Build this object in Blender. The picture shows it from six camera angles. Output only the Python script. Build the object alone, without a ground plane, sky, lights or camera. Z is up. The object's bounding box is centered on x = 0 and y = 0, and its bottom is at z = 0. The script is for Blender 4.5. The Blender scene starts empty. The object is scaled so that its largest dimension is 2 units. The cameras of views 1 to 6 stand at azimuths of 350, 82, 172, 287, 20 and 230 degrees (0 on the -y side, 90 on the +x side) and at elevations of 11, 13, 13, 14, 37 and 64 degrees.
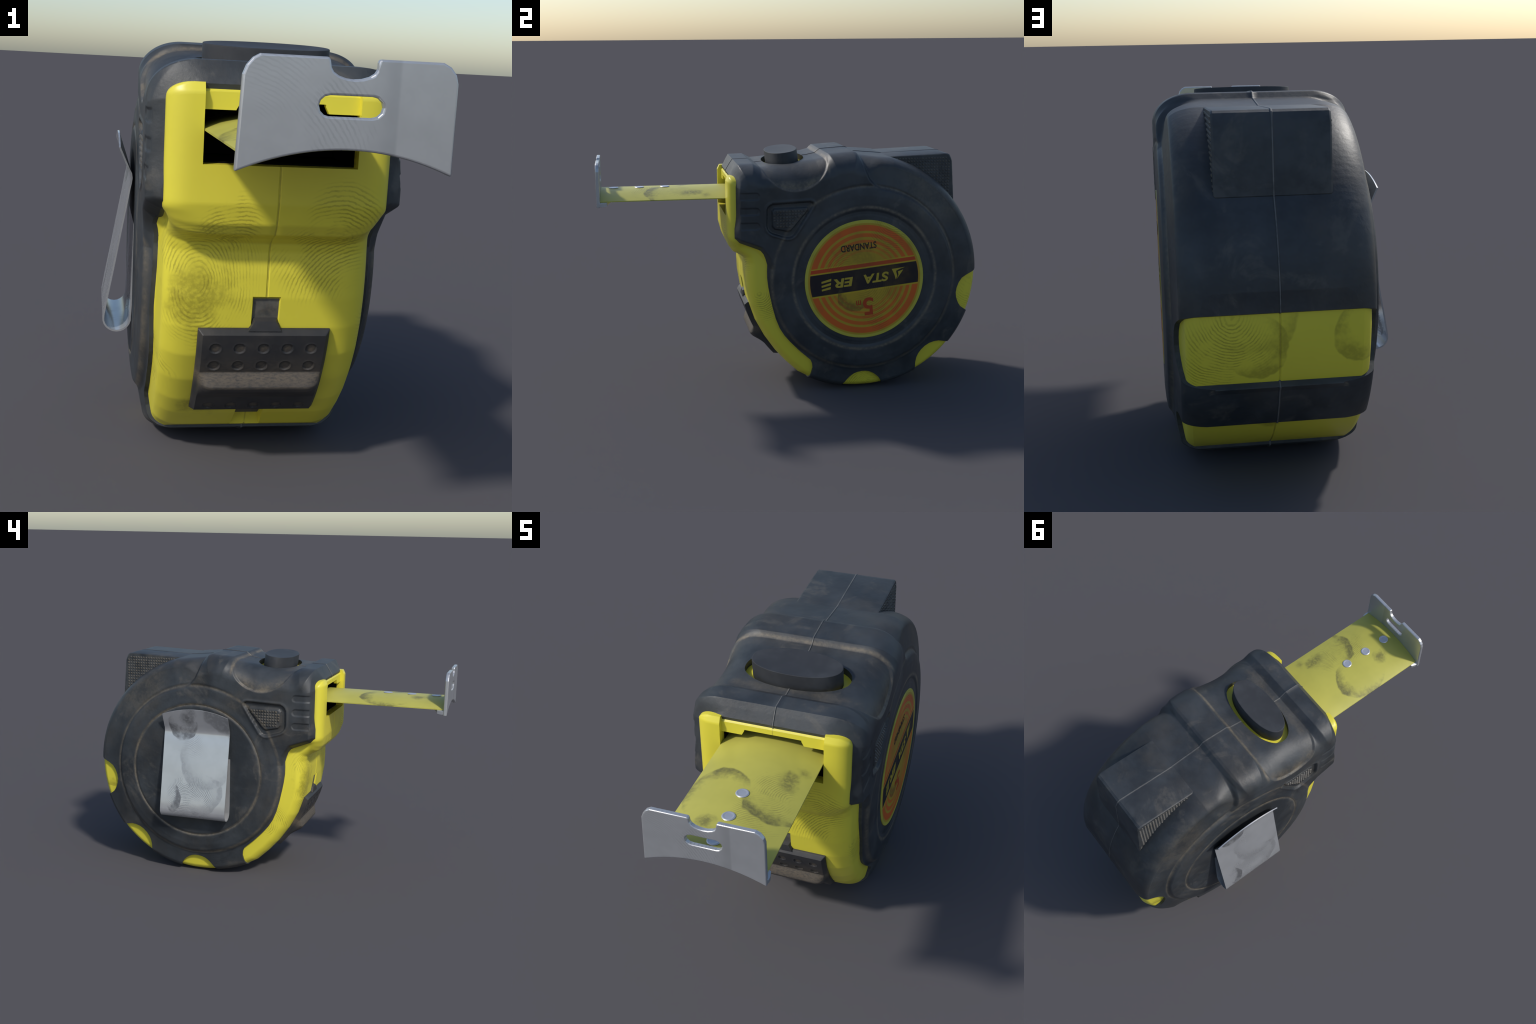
# A pocket tape measure: yellow housing, dark rubber grip moulded over it, steel
# blade pulled out with its end hook, belt clip, brake slider and release button.
import bpy, bmesh, math, random
import numpy as np
from mathutils import Vector, Matrix

random.seed(7)
X0 = 0.049                    # mirror plane of the case
CY, CZ = 0.364, 0.620         # centre of the round drum, in the side plane (y, z)
C = np.array([CY, CZ])

# ------------------------------------------------------------------ helpers
def ss(a, b, x):
    t = np.clip((x - a) / (b - a), 0.0, 1.0)
    return t * t * (3 - 2 * t)

def polar(deg, r):
    return (CY + r * math.cos(math.radians(deg)), CZ + r * math.sin(math.radians(deg)))

def arc(a0, a1, n, r0, r1=None):
    r1 = r0 if r1 is None else r1
    return [polar(a0 + (a1 - a0) * i / (n - 1), r0 + (r1 - r0) * i / (n - 1)) for i in range(n)]

def poly_sd(P, poly):
    """signed distance to a closed polygon, positive inside"""
    A = np.array(poly); B = np.roll(A, -1, 0)
    out = np.empty(len(P))
    for s in range(0, len(P), 20000):
        p = P[s:s + 20000]
        d2 = np.full(len(p), 1e9); inside = np.zeros(len(p), bool)
        for a, b in zip(A, B):
            e = b - a; w = p - a
            t = np.clip((w @ e) / (e @ e + 1e-12), 0, 1)
            q = w - t[:, None] * e
            d2 = np.minimum(d2, (q * q).sum(1))
            c = (a[1] > p[:, 1]) != (b[1] > p[:, 1])
            if abs(e[1]) > 1e-12:
                xi = a[0] + (p[:, 1] - a[1]) / e[1] * e[0]
                inside ^= c & (p[:, 0] < xi)
        out[s:s + 20000] = np.sqrt(d2) * np.where(inside, 1, -1)
    return out

def resample(poly, step, closed=True):
    out = []
    n = len(poly)
    for i in range(n if closed else n - 1):
        a = np.array(poly[i]); b = np.array(poly[(i + 1) % n])
        k = max(1, int(math.ceil(np.linalg.norm(b - a) / step)))
        out += [tuple(a + (b - a) * j / k) for j in range(k)]
    if not closed:
        out.append(tuple(poly[-1]))
    return out

def soften(poly, amount, rounds=1):
    """cut every corner of a closed polygon by a small fixed length (rounded corners)"""
    for _ in range(rounds):
        out = []; n = len(poly)
        for i in range(n):
            p = np.array(poly[i]); a = np.array(poly[i - 1]); b = np.array(poly[(i + 1) % n])
            for q in (a, b):
                L = np.linalg.norm(q - p)
                out.append(tuple(p + (q - p) * min(amount / max(L, 1e-9), 0.3)))
        poly = out; amount *= 0.45
    return poly

ROOT = bpy.data.objects.new("tape_measure", None)
bpy.context.scene.collection.objects.link(ROOT)
ROOT.empty_display_size = 0.1
ROOT["label"] = "yellow and black pocket tape measure with blade pulled out"
ROOT["category"] = "tape measure"

def add(name, verts, faces, mat, parent=None, sharp=35, smooth=True, mesh=None):
    me = mesh
    if me is None:
        me = bpy.data.meshes.new(name)
        me.from_pydata([tuple(v) for v in verts], [], faces)
        me.validate()
        bm = bmesh.new(); bm.from_mesh(me)
        bmesh.ops.recalc_face_normals(bm, faces=bm.faces)
        bm.to_mesh(me); bm.free()
        for m in (mat if isinstance(mat, list) else [mat]):
            me.materials.append(m)
    ob = bpy.data.objects.new(name, me)
    bpy.context.scene.collection.objects.link(ob)
    ob.parent = parent or ROOT
    finish(ob, sharp, smooth)
    return ob

def finish(ob, sharp=35, smooth=True):
    me = ob.data
    me.polygons.foreach_set("use_smooth", [smooth] * len(me.polygons))
    if smooth:
        me.set_sharp_from_angle(angle=math.radians(sharp))

def apply_mods(ob, sharp=35):
    dg = bpy.context.evaluated_depsgraph_get()
    me = bpy.data.meshes.new_from_object(ob.evaluated_get(dg))
    ob.modifiers.clear()
    old = ob.data; nm = old.name
    ob.data = me
    bpy.data.meshes.remove(old)
    me.name = nm
    finish(ob, sharp)

def cut(ob, cutters, sharp=35):
    for c in cutters:
        m = ob.modifiers.new("cut", "BOOLEAN"); m.operation = "DIFFERENCE"; m.object = c
        m.solver = "MANIFOLD"
    apply_mods(ob, sharp)
    for c in cutters:
        me = c.data; bpy.data.objects.remove(c); bpy.data.meshes.remove(me)

def bevel(ob, width, segs=2, angle=30, sharp=35):
    m = ob.modifiers.new("bevel", "BEVEL"); m.width = width; m.segments = segs
    m.limit_method = "ANGLE"; m.angle_limit = math.radians(angle)
    apply_mods(ob, sharp)

def prism(loop, axis_from, axis_to):
    """closed prism: two loops of 3D points -> verts, faces"""
    n = len(loop)
    v = [axis_from(p) for p in loop] + [axis_to(p) for p in loop]
    f = [list(range(n))[::-1], list(range(n, 2 * n))]
    f += [[i, (i + 1) % n, n + (i + 1) % n, n + i] for i in range(n)]
    return v, f

def box(x0, x1, y0, y1, z0, z1):
    return prism([(x0, y0), (x1, y0), (x1, y1), (x0, y1)], lambda p: (*p, z0), lambda p: (*p, z1))

# ------------------------------------------------------------------ node helpers
class Nodes:
    """tiny expression layer over a material's node tree"""
    def __init__(self, name):
        self.mat = bpy.data.materials.new(name); self.mat.use_nodes = True
        self.t = self.mat.node_tree; self.t.nodes.clear()
        self.out = self.t.nodes.new("ShaderNodeOutputMaterial")
        self.bsdf = self.t.nodes.new("ShaderNodeBsdfPrincipled")
        self.t.links.new(self.bsdf.outputs[0], self.out.inputs[0])
        self.co = self.t.nodes.new("ShaderNodeTexCoord").outputs["Object"]
        s = self.t.nodes.new("ShaderNodeSeparateXYZ"); self.t.links.new(self.co, s.inputs[0])
        self.x, self.y, self.z = s.outputs
    def put(self, sock, v):
        if isinstance(v, bpy.types.NodeSocket): self.t.links.new(v, sock)
        else: sock.default_value = v
    def m(self, op, a, b=0.0, c=0.0):
        n = self.t.nodes.new("ShaderNodeMath"); n.operation = op
        for i, v in enumerate((a, b, c)): self.put(n.inputs[i], v)
        return n.outputs[0]
    def add(self, a, b): return self.m("ADD", a, b)
    def sub(self, a, b): return self.m("SUBTRACT", a, b)
    def mul(self, a, b): return self.m("MULTIPLY", a, b)
    def mx(self, a, b): return self.m("MAXIMUM", a, b)
    def step(self, v, lo, hi, a=0.0, b=1.0):
        n = self.t.nodes.new("ShaderNodeMapRange"); n.interpolation_type = "SMOOTHSTEP"
        self.put(n.inputs[0], v)
        for i, q in enumerate((lo, hi, a, b)): n.inputs[i + 1].default_value = q
        return n.outputs[0]
    def band(self, v, centre, half):
        return self.step(self.m("ABSOLUTE", self.sub(v, centre)), 0.0, half, 1.0, 0.0)
    def vec(self, x, y, z):
        n = self.t.nodes.new("ShaderNodeCombineXYZ")
        for i, v in enumerate((x, y, z)): self.put(n.inputs[i], v)
        return n.outputs[0]
    def dist(self, p, scale=(1, 1, 1), co=None):
        n = self.t.nodes.new("ShaderNodeVectorMath"); n.operation = "SUBTRACT"
        self.t.links.new(co or self.co, n.inputs[0]); n.inputs[1].default_value = p
        k = self.t.nodes.new("ShaderNodeVectorMath"); k.operation = "MULTIPLY"
        self.t.links.new(n.outputs[0], k.inputs[0]); k.inputs[1].default_value = scale
        l = self.t.nodes.new("ShaderNodeVectorMath"); l.operation = "LENGTH"
        self.t.links.new(k.outputs[0], l.inputs[0])
        return l.outputs["Value"]
    def noise(self, scale, detail=4, rough=0.55, stretch=None, dist=0.0):
        n = self.t.nodes.new("ShaderNodeTexNoise")
        n.inputs["Scale"].default_value = scale; n.inputs["Detail"].default_value = detail
        n.inputs["Roughness"].default_value = rough; n.inputs["Distortion"].default_value = dist
        if stretch:
            mp = self.t.nodes.new("ShaderNodeMapping"); mp.inputs["Scale"].default_value = stretch
            self.t.links.new(self.co, mp.inputs[0]); self.t.links.new(mp.outputs[0], n.inputs[0])
        else: self.t.links.new(self.co, n.inputs[0])
        return n.outputs[0]
    def mix(self, f, a, b):
        n = self.t.nodes.new("ShaderNodeMix"); n.data_type = "RGBA"
        self.put(n.inputs[0], f)
        self.put(n.inputs[6], (*a, 1) if isinstance(a, tuple) else a)
        self.put(n.inputs[7], (*b, 1) if isinstance(b, tuple) else b)
        return n.outputs[2]
    def bump(self, h, strength, distance):
        n = self.t.nodes.new("ShaderNodeBump"); n.inputs["Strength"].default_value = strength
        n.inputs["Distance"].default_value = distance; self.t.links.new(h, n.inputs["Height"])
        self.t.links.new(n.outputs[0], self.bsdf.inputs["Normal"])
    def pointy(self):
        return self.t.nodes.new("ShaderNodeNewGeometry").outputs["Pointiness"]
    def set(self, color=None, rough=0.5, metal=0.0, spec=0.5):
        if color is not None: self.put(self.bsdf.inputs["Base Color"], (*color, 1) if isinstance(color, tuple) else color)
        self.put(self.bsdf.inputs["Roughness"], rough); self.put(self.bsdf.inputs["Metallic"], metal)
        self.put(self.bsdf.inputs["Specular IOR Level"], spec)
        return self.mat
    # ---- marks left by hands
    def fingerprint(self, p, r, swirl=(0.02, 0, 0.03), pitch=0.0135, scale=(1, 1, 1)):
        """dark ridges of a fingerprint: warped rings around a core, inside an oval, worn patchily"""
        warp = self.noise(9.0, 2); jit = self.noise(75, 2)
        core = self.dist(tuple(p[i] + swirl[i] for i in range(3)), scale)
        ph = self.add(self.add(core, self.mul(warp, 0.024)), self.mul(jit, pitch * .6))
        ridge = self.step(self.m("SINE", self.mul(ph, 2 * math.pi / pitch)), -0.2, 0.9)
        oval = self.step(self.add(self.dist(p, scale), self.mul(self.sub(self.noise(14, 3), 0.5), 0.06)), r * 0.55, r, 1, 0)
        wear = self.mul(self.step(self.noise(10.5, 4), 0.38, 0.58), self.step(self.noise(48, 3), 0.25, 0.55, .35, 1))
        return self.mul(self.mul(ridge, oval), wear)
    def smear(self, p, r, off, scale=(1, 1, 1)):
        """crescent smear: inside one circle and outside a shifted one, streaked"""
        wob = self.mul(self.sub(self.noise(7.5, 2), 0.5), r * .55)
        d1 = self.add(self.add(self.dist(p, scale), wob), self.mul(self.sub(self.noise(45, 4), 0.5), 0.014))
        d2 = self.dist(tuple(p[i] + off[i] for i in range(3)), scale)
        a = self.step(d1, r * 0.92, r, 1, 0)
        b = self.step(self.add(d2, self.mul(self.sub(self.noise(60, 3), 0.5), 0.05)), r * 0.75, r * 1.25)
        streak = self.mul(self.step(self.noise(90, 3), 0.25, 0.6, 0.7, 1.0), self.step(self.noise(12, 3), .32, .55, .25, 1))
        return self.mul(self.mul(a, b), streak)
    def smudge(self, p, r, scale=(1, 1, 1)):
        d = self.add(self.dist(p, scale), self.mul(self.sub(self.noise(16, 4), 0.5), r * 1.3))
        return self.mul(self.step(d, r * 0.35, r, 1, 0), self.step(self.noise(70, 4), 0.3, 0.62, 0.45, 1.0))
    def most(self, items):
        v = items[0]
        for q in items[1:]: v = self.mx(v, q)
        return v

# ------------------------------------------------------------------ materials
YELLOW = (0.73, 0.645, 0.055)
def mat_yellow():
    N = Nodes("yellow_plastic")
    prints = N.most([
        N.fingerprint((X0 - .17, -.235, .63), .17, (-.03, 0, -.02), .0085, (1, 1, .62)),
        N.fingerprint((X0 + .14, -.25, .70), .16, (.14, 0, -.16), .0112),
        N.fingerprint((X0 - .12, -.31, .80), .10, (.02, 0, -.11), .0112),
        N.fingerprint((X0 + .19, -.31, .82), .12, (-.02, 0, -.10), .0118),
        N.fingerprint((X0 + .17, .95, .50), .17, (-.02, 0, .13), .0092),
        N.fingerprint((X0 - .28, -.06, .36), .12, (0, .04, -.03), .0100),
        N.fingerprint((X0 + .27, .37, .05), .10, (0, .05, -.05), .0105),
        N.fingerprint((X0 + .28, -.10, .50), .12, (0, -.08, .05), .0105)])
    smears = N.most([
        N.smear((X0 + .085, .965, .525), .108, (.035, 0, .032), (1, .3, 1)),
        N.mul(N.smear((X0 + .10, .975, .66), .165, (.016, 0, .022), (1, .3, 1)), N.step(N.z, .50, .53)),
        N.smear((X0 - .265, .94, .555), .10, (-.035, 0, .045), (1, .3, 1)),
        N.smudge((X0 - .16, -.06, .20), .08),
        N.smudge((X0 + .02, .85, .22), .05),
        N.smudge((X0 - .20, -.24, .58), .12)])
    col = N.mix(N.step(N.noise(7, 5), .35, .7, 0, .22), YELLOW, (.65, .565, .048))
    seam = N.mul(N.band(N.x, X0, .0035), N.step(N.noise(25, 2), .3, .6, .35, .8))
    col = N.mix(N.mul(prints, .54), col, (.22, .185, .02))
    col = N.mix(N.mul(smears, .50), col, (.17, .14, .015))
    col = N.mix(N.mul(seam, .8), col, (.30, .25, .04))
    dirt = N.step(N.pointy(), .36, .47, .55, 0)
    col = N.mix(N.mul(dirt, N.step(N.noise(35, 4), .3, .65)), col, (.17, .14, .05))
    N.bump(N.add(N.mul(prints, -.6), N.mul(N.noise(55, 3), .25)), .10, .0015)
    return N.set(col, N.add(.30, N.mul(N.noise(30, 3), .18)), 0, .5)

def rubber_nodes(name, dust_bias=0.0, rings=True):
    N = Nodes(name)
    grain, fine = N.noise(5.5, 6, .62), N.noise(70, 4, .6)
    col = N.mix(N.step(grain, .35, .68), (.0205, .0250, .0295), (.043, .0495, .0555))
    col = N.mix(N.step(N.noise(2.4, 5, .6, dist=.6), .50, .72, 0, .55), col, (.020, .022, .025))
    brown = N.step(N.noise(3.2, 7, .68), .44, .74, 0, .48)
    col = N.mix(brown, col, (.070, .060, .047))
    speck = N.step(N.add(N.mul(fine, .5), N.mul(N.noise(16, 5), .6)), .40, .72, .25, 1.0)
    masks = [N.step(N.pointy(), .40, .488, .9, 0)]
    if rings:
        r = N.m("SQRT", N.add(N.m("POWER", N.sub(N.y, CY), 2.0), N.m("POWER", N.sub(N.z, CZ), 2.0)))
        side = N.step(N.m("ABSOLUTE", N.sub(N.x, X0)), .24, .30)
        band = N.step(r, .50, .53, 1, 0)
        masks.append(N.mul(N.mul(N.band(r, .380, .013), .75), side))
        masks.append(N.mul(N.mul(N.band(r, .486, .014), .55), side))
        rs = N.m("SQRT", N.add(N.m("POWER", N.sub(N.y, 0.0), 2.0), N.m("POWER", N.sub(N.z, 1.275), 2.0)))
        masks.append(N.mul(N.mul(N.step(rs, .105, .176), N.step(rs, .178, .190, 1, 0)), N.step(N.z, 1.20, 1.12, .15, .8)))
        q = None
        for a, b in zip(TRI_CORNERS, TRI_CORNERS[1:] + TRI_CORNERS[:1]):     # signed distance outwards from the recess edge
            L = math.hypot(b[0] - a[0], b[1] - a[1]); ny, nz = (a[1] - b[1]) / L, (b[0] - a[0]) / L
            h = N.sub(N.add(N.mul(N.y, ny), N.mul(N.z, nz)), a[0] * ny + a[1] * nz)
            q = h if q is None else N.mx(q, h)
        masks.append(N.mul(N.mx(N.mul(N.band(q, .0015, .010), 1.0), N.mul(N.band(q, -.025, .010), 1.2)), side))
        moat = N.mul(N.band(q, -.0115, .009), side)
        masks.append(N.mul(N.step(N.m("ABSOLUTE", q), .0, .04, .3, 0), side))
        masks.append(N.mul(N.band(N.y, .172, .014), N.mul(N.step(N.z, 1.16, 1.20), .75)))
        masks.append(N.mul(N.mul(N.band(N.y, -.135, .035), N.step(N.z, 1.19, 1.21)), .4))
        masks.append(N.mul(N.step(N.dist((X0, .75, 1.10), (0, 1, 1)), .12, .24, .28, 0), side))
    d = N.mul(N.most(masks), speck)
    if dust_bias: d = N.mx(d, N.mul(speck, dust_bias))
    col = N.mix(N.mul(d, .84), col, (.215, .175, .118))
    if rings: col = N.mix(N.mul(moat, .85), col, (.012, .011, .010))  # groove round the recess darkened in colour to deepen its shade
    scuff = N.mul(N.step(N.noise(4.4, 5, .6, dist=1.2), .56, .66), N.step(N.noise(38, 4), .3, .65, .2, 1))
    col = N.mix(N.mul(scuff, .46), col, (.100, .092, .078))
    edge = N.mul(N.step(N.pointy(), .515, .60, 0, .45), N.step(N.noise(22, 4), .35, .6))
    col = N.mix(edge, col, (.115, .112, .105))
    if rings:
        seam = N.mul(N.band(N.x, X0, .003), N.step(N.noise(30, 2), .3, .6, .3, .8))
        col = N.mix(seam, col, (.17, .165, .155))  # seam colour lightened for the sun caught along its ridge
    N.bump(N.add(N.mul(N.noise(26, 5), .6), N.mul(fine, .35)), .32, .005)
    return N.set(col, N.add(.40, N.mul(grain, .20)), 0, .48)

def mat_slider():
    """dark plastic, dusty along the top of the grip ridge and inside the dimples"""
    N = Nodes("slider_plastic")
    phi = N.mul(N.m("ARCTAN2", N.sub(CZ, N.z), N.sub(CY, N.y)), 180 / math.pi)
    dx = N.sub(N.x, X0)
    col = N.mix(N.step(N.noise(8, 5, .6), .35, .7), (.026, .0265, .029), (.050, .046, .043))
    k = N.m("ROUND", N.mul(dx, 1 / .0695))
    ux = N.sub(dx, N.mul(k, .0695))
    cup = None
    for pd in (18.5, 24.1, 41.2):
        v = N.mul(N.sub(phi, pd), math.pi / 180 * .63)
        r = N.m("SQRT", N.add(N.mul(ux, ux), N.mul(v, v)))
        c = N.step(r, .006, .0165, .75, 0)
        cup = c if cup is None else N.mx(cup, c)
    ridge = N.mul(N.step(phi, 25.2, 27.2), N.step(phi, 27.5, 31.5, 1, 0))
    low = N.mul(N.step(phi, 19, 26, 0, .35), N.step(phi, 27, 30, 1, 0))
    fine = N.step(N.noise(70, 4, .65, (1, 3, 3)), .30, .62, .25, 1.0)
    d = N.mul(N.mx(N.mx(cup, ridge), low), fine)
    col = N.mix(N.mul(d, .66), col, (.150, .118, .080))
    N.bump(N.noise(90, 4), .2, .002)
    return N.set(col, .50, 0, .45)

def mat_plain_dark():
    N = Nodes("button_plastic")
    col = N.mix(N.step(N.noise(9, 5, .6), .4, .7), (.030, .032, .036), (.044, .047, .052))
    N.bump(N.noise(160, 3), .12, .002)
    return N.set(col, .58, 0, .4)

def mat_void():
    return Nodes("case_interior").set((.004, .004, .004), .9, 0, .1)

def mat_metal(name, base, marks, rough=.36):
    N = Nodes(name)
    brushed = N.noise(12, 4, .6, (1, 1, 1))
    col = N.mix(N.step(brushed, .3, .7), tuple(c * .93 for c in base), base)
    dark = marks(N)
    if dark is not None:
        col = N.mix(N.mul(dark, .78), col, (.10, .10, .105))
        rough = N.add(rough, N.mul(dark, .18))
    return N.set(col, rough, .60, .5)

def hook_marks(N):
    return N.most([
        N.mul(N.fingerprint((X0 - .02, -1.0, 1.12), .10, (-.24, 0, -.17), .0100), .26),
        N.mul(N.fingerprint((X0 - .13, -1.0, 1.20), .11, (-.10, 0, -.16), .0085), .14),
        N.mul(N.mul(N.step(N.x, X0 + .050, X0 + .085, .1, .5), N.step(N.x, X0 + .092, X0 + .100, 1, 0)), N.mul(N.step(N.z, 1.05, 1.10, .6, .45), N.step(N.x, X0 + .03, X0 + .05)))])  # last entry: soft darker vertical band right of the slot

def clip_marks(N):
    # a thumb smear under the bend, a dark patch on the free end, a leaf shaped smear and a print low down
    return N.most([
        N.smear((-.33, .435, .885), .090, (0, -.012, .062)),
        N.mul(N.smudge((-.33, .40, .93), .075, (1, 1.3, 1)), .9),
        N.mul(N.step(N.add(N.add(N.z, N.mul(N.sub(N.y, .25), -.62)), N.mul(N.sub(N.noise(16, 4), .5), .06)), .872, .895, 0, .62), N.mul(N.step(N.y, .32, .29), N.step(N.noise(50, 4), .25, .6, .5, 1))),
        N.mul(N.smear((-.38, .475, .465), .065, (0, .034, .030), (1, 1.35, .75)), 1.0),
        N.mul(N.smear((-.35, .30, .70), .150, (0, -.03, .060), (1, 1, .8)), .38),
        N.mul(N.smear((-.37, .30, .50), .120, (0, .050, .030), (1, 1, 1)), .42),
        N.mul(N.fingerprint((-.39, .37, .48), .17, (0, .04, .10), .0088), .6),
        N.mul(N.fingerprint((-.36, .40, .78), .11, (0, .05, .13), .0088), .3)])

def mat_blade():
    N = Nodes("blade_paint")
    col = N.mix(N.step(N.noise(6, 4), .35, .7), (.485, .455, .088), (.435, .41, .078))
    dark = N.most([
        N.smear((X0 - .10, -.66, 1.08), .125, (.02, -.045, 0), (1, .8, 1)),
        N.smear((X0 + .13, -.66, 1.08), .105, (.01, .05, 0), (.8, 1, 1)),
        N.mul(N.smudge((X0 + .13, -.52, 1.08), .06, (1, .8, 1)), .8),
        N.mul(N.smudge((X0 - .07, -.83, 1.08), .055), .8),
        N.mul(N.smudge((X0 + .17, -.43, 1.08), .04), .6),
        N.mul(N.fingerprint((X0 + .10, -.72, 1.08), .13, (-.06, .13, 0), .0092), .45),
        N.mul(N.fingerprint((X0 + .10, -.56, 1.08), .10, (.09, -.06, 0), .0092), .45)])
    col = N.mix(N.mul(dark, .9), col, (.115, .11, .042))
    return N.set(col, .42, 0, .4)

def mat_label():
    """printed paper: rings of orange, a black banner across the middle, a thin red rule"""
    N = Nodes("label_print")
    ly, lz = LABEL[1], LABEL[2]
    a = math.radians(LABEL_TILT)
    dy, dz = N.sub(N.y, ly), N.sub(N.z, lz)
    r = N.m("SQRT", N.add(N.mul(dy, dy), N.mul(dz, dz)))
    v = N.sub(N.mul(dz, math.cos(a)), N.mul(dy, math.sin(a)))     # across the banner
    e = .0018
    def ring(lo, hi):
        return N.mul(N.step(r, lo - e, lo + e), N.step(r, hi - e, hi + e, 1, 0))
    col = N.mix(ring(0, .30), (.50, .455, .058), (.46, .305, .024))
    orange = (.62, .120, .017)
    for lo, hi, k in ((.259, .290, 1), (.227, .2465, .95), (.197, .212, .85), (.172, .184, .6), (.148, .160, .4)):
        col = N.mix(N.mul(ring(lo, hi), k), col, orange)
    inside = N.step(r, .288, .290, 1, 0)
    def bar(lo, hi):
        return N.mul(N.mul(N.step(v, lo - e, lo + e), N.step(v, hi - e, hi + e, 1, 0)), inside)
    col = N.mix(bar(-.0625, .0925), col, (.52, .36, .02))
    col = N.mix(bar(.067, .0865), col, (.50, .06, .014))
    col = N.mix(bar(-.0545, .0595), col, (.014, .010, .014))
    dark = N.most([
        N.mul(N.smear((LABEL[0], ly - .06, lz - .09), .085, (0, .02, .05)), .9),
        N.mul(N.smudge((LABEL[0], ly - .02, lz + .11), .12), .45),
        N.mul(N.fingerprint((LABEL[0], ly + .08, lz - .15), .16, (0, -.09, .14), .0105), .55),
        N.mul(N.fingerprint((LABEL[0], ly - .10, lz + .08), .13, (0, .02, -.06), .0105), .5),
        N.mul(N.fingerprint((LABEL[0], ly + .12, lz + .24), .13, (0, .05, .10), .0105), .5)])
    col = N.mix(N.mul(dark, .7), col, (.08, .065, .02))
    col = N.mix(N.step(N.noise(7, 5, .6), .42, .75, 0, .35), col, (.18, .11, .02))
    return N.set(col, .45, 0, .35)

def mat_ink(name, rgb):
    return Nodes(name).set(rgb, .5, 0, .3)

TRI_CORNERS = [(.106, 1.040), (-.150, 1.030), (-.152, .885), (-.020, .842)]
LABEL = (X0 + .3555, .362, .618); LABEL_R = .316; LABEL_TILT = 6.0
M_YEL = mat_yellow()
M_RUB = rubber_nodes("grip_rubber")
M_KNURL = rubber_nodes("textured_rubber", .55, False)
M_SLIDE = mat_slider()
M_BUT = mat_plain_dark()
M_VOID = mat_void()
M_HOOK = mat_metal("hook_steel", (.52, .53, .545), hook_marks, .30)
M_CLIP = mat_metal("clip_steel", (.58, .59, .60), clip_marks, .22)
M_RIVET = mat_metal("rivet_steel", (.62, .63, .66), lambda N: None, .3)
M_BLADE = mat_blade()
M_LABEL = mat_label()

# ------------------------------------------------------------------ case: outline in the side plane
TOP = [(-.283, 1.222), (-.205, 1.224), (-.165, 1.203), (-.13, 1.206), (.12, 1.236), (.163, 1.245),
       (.190, 1.266), (.32, 1.274), (.335, 1.271), (.357, 1.252), (.53, 1.236)]
NOTCH_C = [(.997, .641), (.964, .626), (.930, .611), (.904, .596), (.886, .572), (.875, .544), (.871, .517), (.874, .493),
           (.882, .471), (.890, .455), (.903, .437), (.929, .418), (.947, .405), (.966, .390)]
NOTCH_B = [(.868, .232), (.830, .242), (.788, .251), (.760, .249), (.734, .242), (.710, .228), (.689, .208), (.674, .186),
           (.665, .163), (.661, .135), (.662, .107), (.664, .068)]
NOTCH_A = [(.486, .008), (.473, .04), (.458, .062), (.439, .080), (.421, .093), (.403, .101), (.383, .105), (.362, .105),
           (.340, .101), (.322, .094), (.308, .084), (.295, .072), (.279, .052), (.264, .032), (.254, .010)]
TIP = [(.078, .060), (.087, .084), (.098, .132), (.095, .158), (.085, .181)]
REAR_R = .6375
BOT = [(-40, .638), (-60, .633), (-75, .630), (-90, .6255), (-105, .628), (-118, .631)]
def bot_r(deg):
    return float(np.interp(-deg, [-b[0] for b in BOT], [b[1] for b in BOT]))
FRONT = [(.029, .090), (-.037, .153), (-.0925, .216), (-.150, .299), (-.198, .389), (-.228, .480), (-.243, .570), (-.2465, .640), (-.2455, .705)]
NOSE = [(-.254, .730), (-.278, .748), (-.311, .764), (-.332, .794), (-.344, .850)]

def facets(a0, a1, n):
    return [polar(a0 + (a1 - a0) * i / (n - 1), bot_r(a0 + (a1 - a0) * i / (n - 1)) if a0 + (a1 - a0) * i / (n - 1) < -40 else REAR_R) for i in range(n)]

ENV = ([(-.344, 1.13), (-.321, 1.164), (-.300, 1.197)] + TOP + facets(72, 1, 30) + facets(-3, -118, 46) + [(.07, .066)] + FRONT + NOSE)

RUB = ([(-.310, .838), (-.310, 1.120), (-.318, 1.150), (-.321, 1.162), (-.300, 1.197)] + TOP + facets(72, 8, 27) + NOTCH_C + facets(-23, -37, 6) + NOTCH_B
       + facets(-63.5, -76, 6) + NOTCH_A + facets(-102, -114, 6) + TIP
       + [(.028, .232), (-.026, .288), (-.055, .323), (-.079, .362), (-.100, .415), (-.117, .478), (-.131, .544), (-.139, .590), (-.144, .635),
          (-.1445, .672), (-.143, .706), (-.152, .738), (-.163, .765), (-.178, .784), (-.225, .803), (-.298, .832)])

YEL = ([(-.344, .850), (-.3445, 1.140), (-.332, 1.1655), (-.275, 1.1655), (-.262, 1.130), (-.18, 1.165), (.12, 1.185)]
       + arc(70, 8, 8, .60) + arc(4, -24, 14, .6235) + arc(-27, -34, 2, .60) + arc(-36, -63, 14, .6185)
       + arc(-66, -74, 2, .595) + arc(-77, -102, 13, .608) + arc(-105, -112, 2, .60) + [(.09, .064)] + FRONT + NOSE)

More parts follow.
